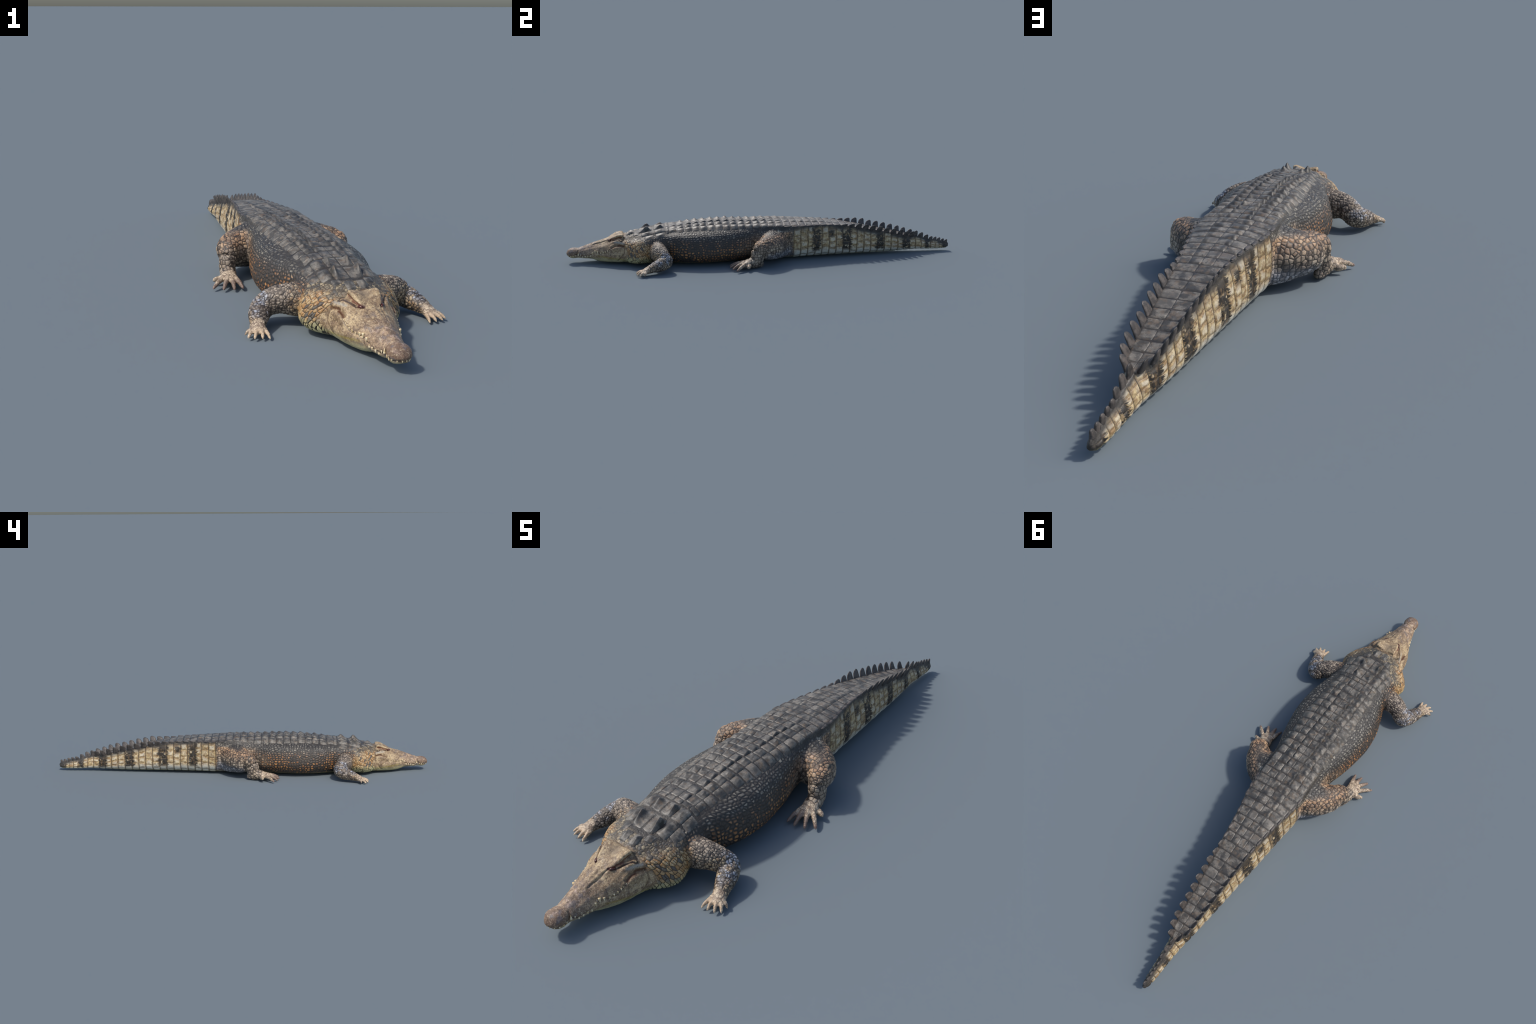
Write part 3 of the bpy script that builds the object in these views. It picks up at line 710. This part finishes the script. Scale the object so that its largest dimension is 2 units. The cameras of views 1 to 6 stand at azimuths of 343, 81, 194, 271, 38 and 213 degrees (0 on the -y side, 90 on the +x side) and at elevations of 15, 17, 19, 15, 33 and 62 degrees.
P0 = coords(smooth_skin); NPF = len(body.polygons)
loops = np.empty(len(body.loops), np.int32); body.loops.foreach_get("vertex_index", loops)
starts = np.empty(NPF, np.int32); body.polygons.foreach_get("loop_start", starts)
tot = np.empty(NPF, np.int32); body.polygons.foreach_get("loop_total", tot)
assert (tot == 4).all()
quads = loops.reshape(-1, 4)
cen = P0[quads].mean(1); cx, cy, cz = cen.T; cax = np.abs(cx)
fg = fore_gap(None, cax, cy, np.maximum) > 0; fg &= cy < -.44
hg = (hind_gap(None, cax, cy, np.maximum) > 0) & (cy > -.30) & (cy < .096) & (cz + cax * .1 < .165)
label = np.where(cy < -.711, 0, np.where(cy < -.585, 1, np.where(cy < .100, 2, 3)))
ffoot = fg & (cy < -.600) & (cax - (cy + .60) * .55 > .24)
hfoot = hg & (cy + cz * .3 < -.093)
label = np.where(fg, np.where(cx > 0, 4, 5), label); label = np.where(ffoot, np.where(cx > 0, 6, 7), label)
label = np.where(hg, np.where(cx > 0, 8, 9), label); label = np.where(hfoot, np.where(cx > 0, 10, 11), label)
BV, BN = coords(body), normals(body)
names = {0: "head", 1: "neck", 2: "torso", 3: "tail", 4: "forelimb", 5: "forelimb", 6: "forefoot", 7: "forefoot", 8: "hindlimb", 9: "hindlimb", 10: "hindfoot", 11: "hindfoot"}
part = {}
for k in range(12):
    q = quads[label == k]
    ids, inv = np.unique(q, return_inverse=True)
    me = bpy.data.meshes.new(names[k])
    me.vertices.add(len(ids)); me.vertices.foreach_set("co", BV[ids].astype(np.float32).ravel())
    me.loops.add(len(q) * 4); me.loops.foreach_set("vertex_index", inv.astype(np.int32).ravel())
    me.polygons.add(len(q)); me.polygons.foreach_set("loop_start", np.arange(len(q), dtype=np.int32) * 4)
    me.update(calc_edges=True); me.validate(); me.shade_smooth()
    me.normals_split_custom_set_from_vertices(BN[ids].tolist())
    me.materials.append(SKIN)
    o = bpy.data.objects.new(names[k], me); SC.objects.link(o); part[k] = o
    o.parent = part[k - 2] if k in (6, 7, 10, 11) else root
# ------------------------------------------------------------------ plates laid on the skin
def bvh(me):
    o = bpy.data.objects.new("ray_target", me); SC.objects.link(o)
    t = BVHTree.FromObject(o, bpy.context.evaluated_depsgraph_get())
    bpy.data.objects.remove(o); return t
tree = bvh(smooth_skin)
def on_skin(x, y, axis_z=.06):
    """point on the back above (x, y)"""
    hit = tree.ray_cast(Vector((x, y, .5)), Vector((0, 0, -1)))
    return hit[0], hit[1]

def plate(name, x0, x1, y0, y1, base, keel, keel_u, parent, peak=.25, width=.66, n=15, steep=.42):
    """a rounded, keeled scute over the rectangle [x0,x1] x [y0,y1] of the back; the keel rises toward its rear"""
    t = np.linspace(-1, 1, n); t = np.sign(t) * (1 - (1 - np.abs(t)) ** 1.25)
    V, F = [], []
    skew, jit = rng.uniform(-.06, .06), rng.uniform(.75, 1.2)
    w0, w1 = rng.uniform(.99, 1.05, 2)
    for v in t:
        for u in t:
            r = 1 - .06 * (u * u * v * v) + .012 * noise.noise(Vector((u * 2 + x0 * 90, v * 2, y0 * 70)))
            uu, vv = u * r * (w0 + (w1 - w0) * (v + 1) / 2), v * r * .995
            px = (x0 + x1) / 2 + uu * (x1 - x0) / 2; py = (y0 + y1) / 2 + (vv + skew * uu) * (y1 - y0) / 2
            p, nn = on_skin(px, py)
            if p is None: return None
            rim = float(sstep(0, .22, 1 - abs(v))) * (.30 + .70 * float(sstep(0, .16, 1 - abs(u))))
            du = (u - keel_u) / width
            dv = (v - peak) / (.72 if v < peak else steep)
            ridge = math.exp(-abs(du) ** 1.55) * math.exp(-abs(dv) ** (1.7 if v < peak else 2.2)) * float(sstep(0, .22, min(1 - abs(u), 1 - abs(v))))
            h = -.0013 + rim * (base + .0013) + keel * jit * ridge + rim * .0011 * (noise.noise(p * 45) + .35 * noise.noise(Vector((p.x * 170, p.y * 60, 0))))
            V.append(p + (nn * .75 + Vector((0, 0, .25))) * h)
    for i in range(n - 1):
        for j in range(n - 1):
            a = i * n + j; F.append((a, a + 1, a + n + 1, a + n))
    return new_object(name, V, F, SCUTE, parent)

ROW = .0383
# back shield: rows from the shoulders to the hips
row0 = -.488
for i in range(15):
    y0 = row0 + i * ROW; y1 = y0 + ROW
    ym = (y0 + y1) / 2
    grow = float(sstep(-.49, -.38, ym))
    inner = .031 + .003 * math.sin(i); mid = .066; outer = float(np.interp(ym, [-.49, -.42, -.2, -.05, .1], [.082, .098, .106, .100, .098]))
    edges = [0, inner + rng.uniform(-.002, .002), mid + rng.uniform(-.003, .003), outer + rng.uniform(-.003, .003)]
    for sgn in (1, -1):
        for j in range(3):
            a, b = edges[j], edges[j + 1]
            wob = rng.uniform(-.0022, .0022)
            keel = (.0076, .0084, .0050)[j] * (.35 + .65 * grow) * (1 - .45 * float(sstep(-.06, .06, ym)))
            ku = (.55, .1, 0)[j] * sgn
            xa, xb = (a, b) if sgn > 0 else (-b, -a)
            plate("dorsal_scute", xa, xb, y0 + wob, y1 + wob, .0014, keel, ku, part[2])
# top of the tail: two rows each side, one row further back
y0 = row0 + 15 * ROW
while y0 < .80:
    y1 = y0 + (ROW if y0 < .70 else .034)
    ym = (y0 + y1) / 2; half = float(fDX(ym)) * .97
    cols = [0, half * .5, half] if ym < .40 else [0, half]
    for sgn in (1, -1):
        for j in range(len(cols) - 1):
            a, b = cols[j], cols[j + 1]
            xa, xb = (a, b) if sgn > 0 else (-b, -a)
            k = .0040 * (1 - float(sstep(.2, .42, ym))) if j == 0 else 0.0
            plate("tail_scute", xa, xb, y0, y1, .0012, k, (.6 if j == 0 else .8) * sgn, part[3], n=13)
    y0 = y1

# nuchal shield: x0, x1, y0, y1, keel height, keel u
NUCHAL = [(.001, .043, -.642, -.567, .0220, .55), (.001, .040, -.566, -.507, .0165, .45), (.044, .079, -.630, -.566, .0060, .0), (.041, .077, -.564, -.506, .0060, .0),
          (.004, .032, -.702, -.655, .0080, .25), (.079, .106, -.612, -.562, .0035, .0), (.078, .104, -.560, -.508, .0035, .0),
          (.001, .030, -.506, -.488, .0015, 0), (.031, .060, -.505, -.487, .0015, 0), (.061, .088, -.504, -.487, .0015, 0), (.034, .060, -.668, -.634, .0030, 0)]
for a, b, y0, y1, k, ku in NUCHAL:
    for sgn in (1, -1):
        xa, xb = (a, b) if sgn > 0 else (-b, -a)
        big = k > .01
        plate("nuchal_scute", xa, xb, y0, y1, .0018, k, ku * sgn, part[1], peak=.28 if big else .1, width=.46 if big else .6, n=27 if big else 15, steep=.34 if big else .5)
# ------------------------------------------------------------------ tail crest blades
def blade(name, base, length, height, thick, lean, parent, sweep=.35, p_top=.5):
    """upright horn blade: gentle front edge, steep hollow rear edge, rounded top"""
    base = Vector(base); n, m = 11, 9
    V, F = [], []
    for i in range(n):
        t = i / (n - 1)                              # height 0..1
        front = -.5 + .24 * t ** 1.5                 # leading edge sweeps back
        rear = .47 - .10 * math.sin(t * math.pi * .9) + sweep * .34 * t
        if t > .5:                                  # rounded top
            q = (t - .5) / .5; sh = 1 - math.sqrt(max(0, 1 - q * q)); mid_ = (front + rear) / 2 + .03
            front, rear = front + (mid_ - front) * sh * .9, rear + (mid_ - rear) * sh * .75
        th = thick * (1 - p_top * t) * (1 if t < .6 else math.sqrt(max(.02, 1 - ((t - .6) / .4) ** 2 * .95)))
        for j in range(2 * m):
            a = j / (2 * m) * 2 * math.pi
            yy = (front + rear) / 2 + (rear - front) / 2 * math.copysign(abs(math.cos(a)) ** .85, math.cos(a))
            xx = th * math.copysign(abs(math.sin(a)) ** .9, math.sin(a))
            V.append(base + Vector((xx + lean * t * height, yy * length, (t - .22) * height * 1.22)))
    N = 2 * m
    for i in range(n - 1):
        for j in range(N):
            a, b = i * N + j, i * N + (j + 1) % N
            F.append((a, b, b + N, a + N))
    F.append(tuple(range((n - 1) * N, n * N)))
    return new_object(name, V, F, CREST, parent)

y = row0 + 15.5 * ROW
while y < .79:
    step = ROW if y < .70 else .034
    h = float(np.interp(y, [.10, .25, .38, .44, .50, .70, .79], [.002, .003, .006, .017, .0275, .029, .025]))
    ln = step * float(np.interp(y, [.1, .42, .5], [1.0, 1.0, .95]))
    xk = float(fDX(y)) * .97
    for sgn in (1, -1):
        hh_ = h * rng.uniform(.92, 1.08)
        p, nn = on_skin(sgn * xk * .98, y)
        blade("tail_crest_scute", (sgn * xk, y + .002, float(fDZ(y)) - .0005), ln, hh_, float(np.interp(h, [.005, .012, .02], [.0080, .0070, .0066])), sgn * .50, part[3], p_top=.55)
    y += step
ys1 = [.814, .843, .873, .901, .924, .945, .966, .985]
for i, y in enumerate(ys1):
    ln = (ys1[i + 1] - y if i + 1 < len(ys1) else .018) * 1.10
    h = (.030, .028, .026, .018, .019, .018, .016, .014)[i]
    blade("tail_crest_scute", (0, y, float(fDZ(y)) - .003), ln, h * rng.uniform(.92, 1.08), .0062, rng.uniform(-.15, .15), part[3], p_top=.45)
# ------------------------------------------------------------------ teeth, eyes, claws
def cone(name, base, tip, r, mat, parent, n=10, k=6, round_=.6):
    base, tip = Vector(base), Vector(tip); d = tip - base
    q = d.to_track_quat("Z", "Y"); V, F = [], []
    for i in range(k):
        t = i / (k - 1); rad = r * max(.06, (1 - t ** (1 + round_)))
        for j in range(n):
            a = 2 * math.pi * j / n
            V.append(base + d * t + q @ Vector((rad * math.cos(a), rad * math.sin(a), 0)))
    for i in range(k - 1):
        for j in range(n):
            a, b = i * n + j, i * n + (j + 1) % n; F.append((a, b, b + n, a + n))
    F.append(tuple(range((k - 1) * n, k * n))); F.append(tuple(reversed(range(n))))
    return new_object(name, V, F, mat, parent)

skin_all = bvh(body)
TEETH = [  # x, y, z of the visible middle, length, radius, +1 upper jaw (points down) or -1 lower jaw (points up)
    (.0711, -.7762, .0800, .005, .0014, -1), (.0696, -.7845, .0745, .005, .0015, -1), (.0682, -.7930, .0690, .007, .0018, 1), (.0664, -.8040, .0640, .007, .0019, 1),
    (.0646, -.8152, .0603, .008, .0021, 1), (.0604, -.8277, .0577, .008, .0022, 1), (.0554, -.8434, .0610, .009, .0027, 1), (.0505, -.8555, .0618, .0115, .0028, 1),
    (.0485, -.8668, .0520, .0100, .0025, 1), (.0440, -.8800, .0420, .007, .0020, -1), (.0410, -.8920, .0375, .007, .0020, 1), (.0385, -.9050, .0365, .007, .0022, 1),
    (.0355, -.9180, .0365, .006, .0018, -1), (.0330, -.9300, .0390, .006, .0018, 1), (.0325, -.9430, .0460, .011, .0026, -1), (.0320, -.9540, .0390, .006, .0018, 1),
    (.0300, -.9650, .0365, .007, .0020, 1), (.0260, -.9770, .0355, .006, .0018, 1), (.0170, -.9880, .0360, .005, .0016, 1), (.0060, -.9950, .0370, .005, .0015, 1)]
for x, y, z, ln, r, s in TEETH:
    ln, r = ln * 1.4, r * 1.5
    for sgn in (1, -1):
        p = skin_all.find_nearest(Vector((x * sgn, y, z)))
        out = p[1].copy(); out.z = 0; out.normalize()
        c = p[0] + out * .0004
        a, b = c + Vector((0, 0, s * ln * .5)) - out * .0006, c - Vector((0, 0, s * ln * .5)) + out * .0012
        cone("tooth", a, b, r, TOOTH, part[0])

for sgn in (1, -1):
    V, F = [], []
    c = Vector((.0312 * sgn, -.7850, .1148)); d = Vector((.55 * sgn, .80, .10)).normalized(); q = d.to_track_quat("X", "Z")
    for i in range(9):
        for j in range(16):
            a, b = math.pi * i / 8, 2 * math.pi * j / 16
            V.append(c + q @ Vector((0.0090 * math.cos(a), .0044 * math.sin(a) * math.cos(b), .0042 * math.sin(a) * math.sin(b))))
    for i in range(8):
        for j in range(16):
            a, b = i * 16 + j, i * 16 + (j + 1) % 16; F.append((a, b, b + 16, a + 16))
    new_object("eye", V, F, EYE, part[0])

for toes, pid, rad, mat in ((FORE_TOES, 4, .0040, CLAW), (HIND_TOES, 8, .0052, HIND_CLAW)):
    for sgn in (1, -1):
        for a, b in toes:
            a, b = Vector(a), Vector(b); a.x *= sgn; b.x *= sgn
            d = (b - a).normalized()
            cone("claw", b - d * .010 + Vector((0, 0, .0015)), b + d * .001 - Vector((0, 0, .001)), rad, mat, part[pid if sgn > 0 else pid + 1], round_=1.4)
bpy.data.meshes.remove(smooth_skin)
for me in list(bpy.data.meshes):
    if me.users == 0: bpy.data.meshes.remove(me)
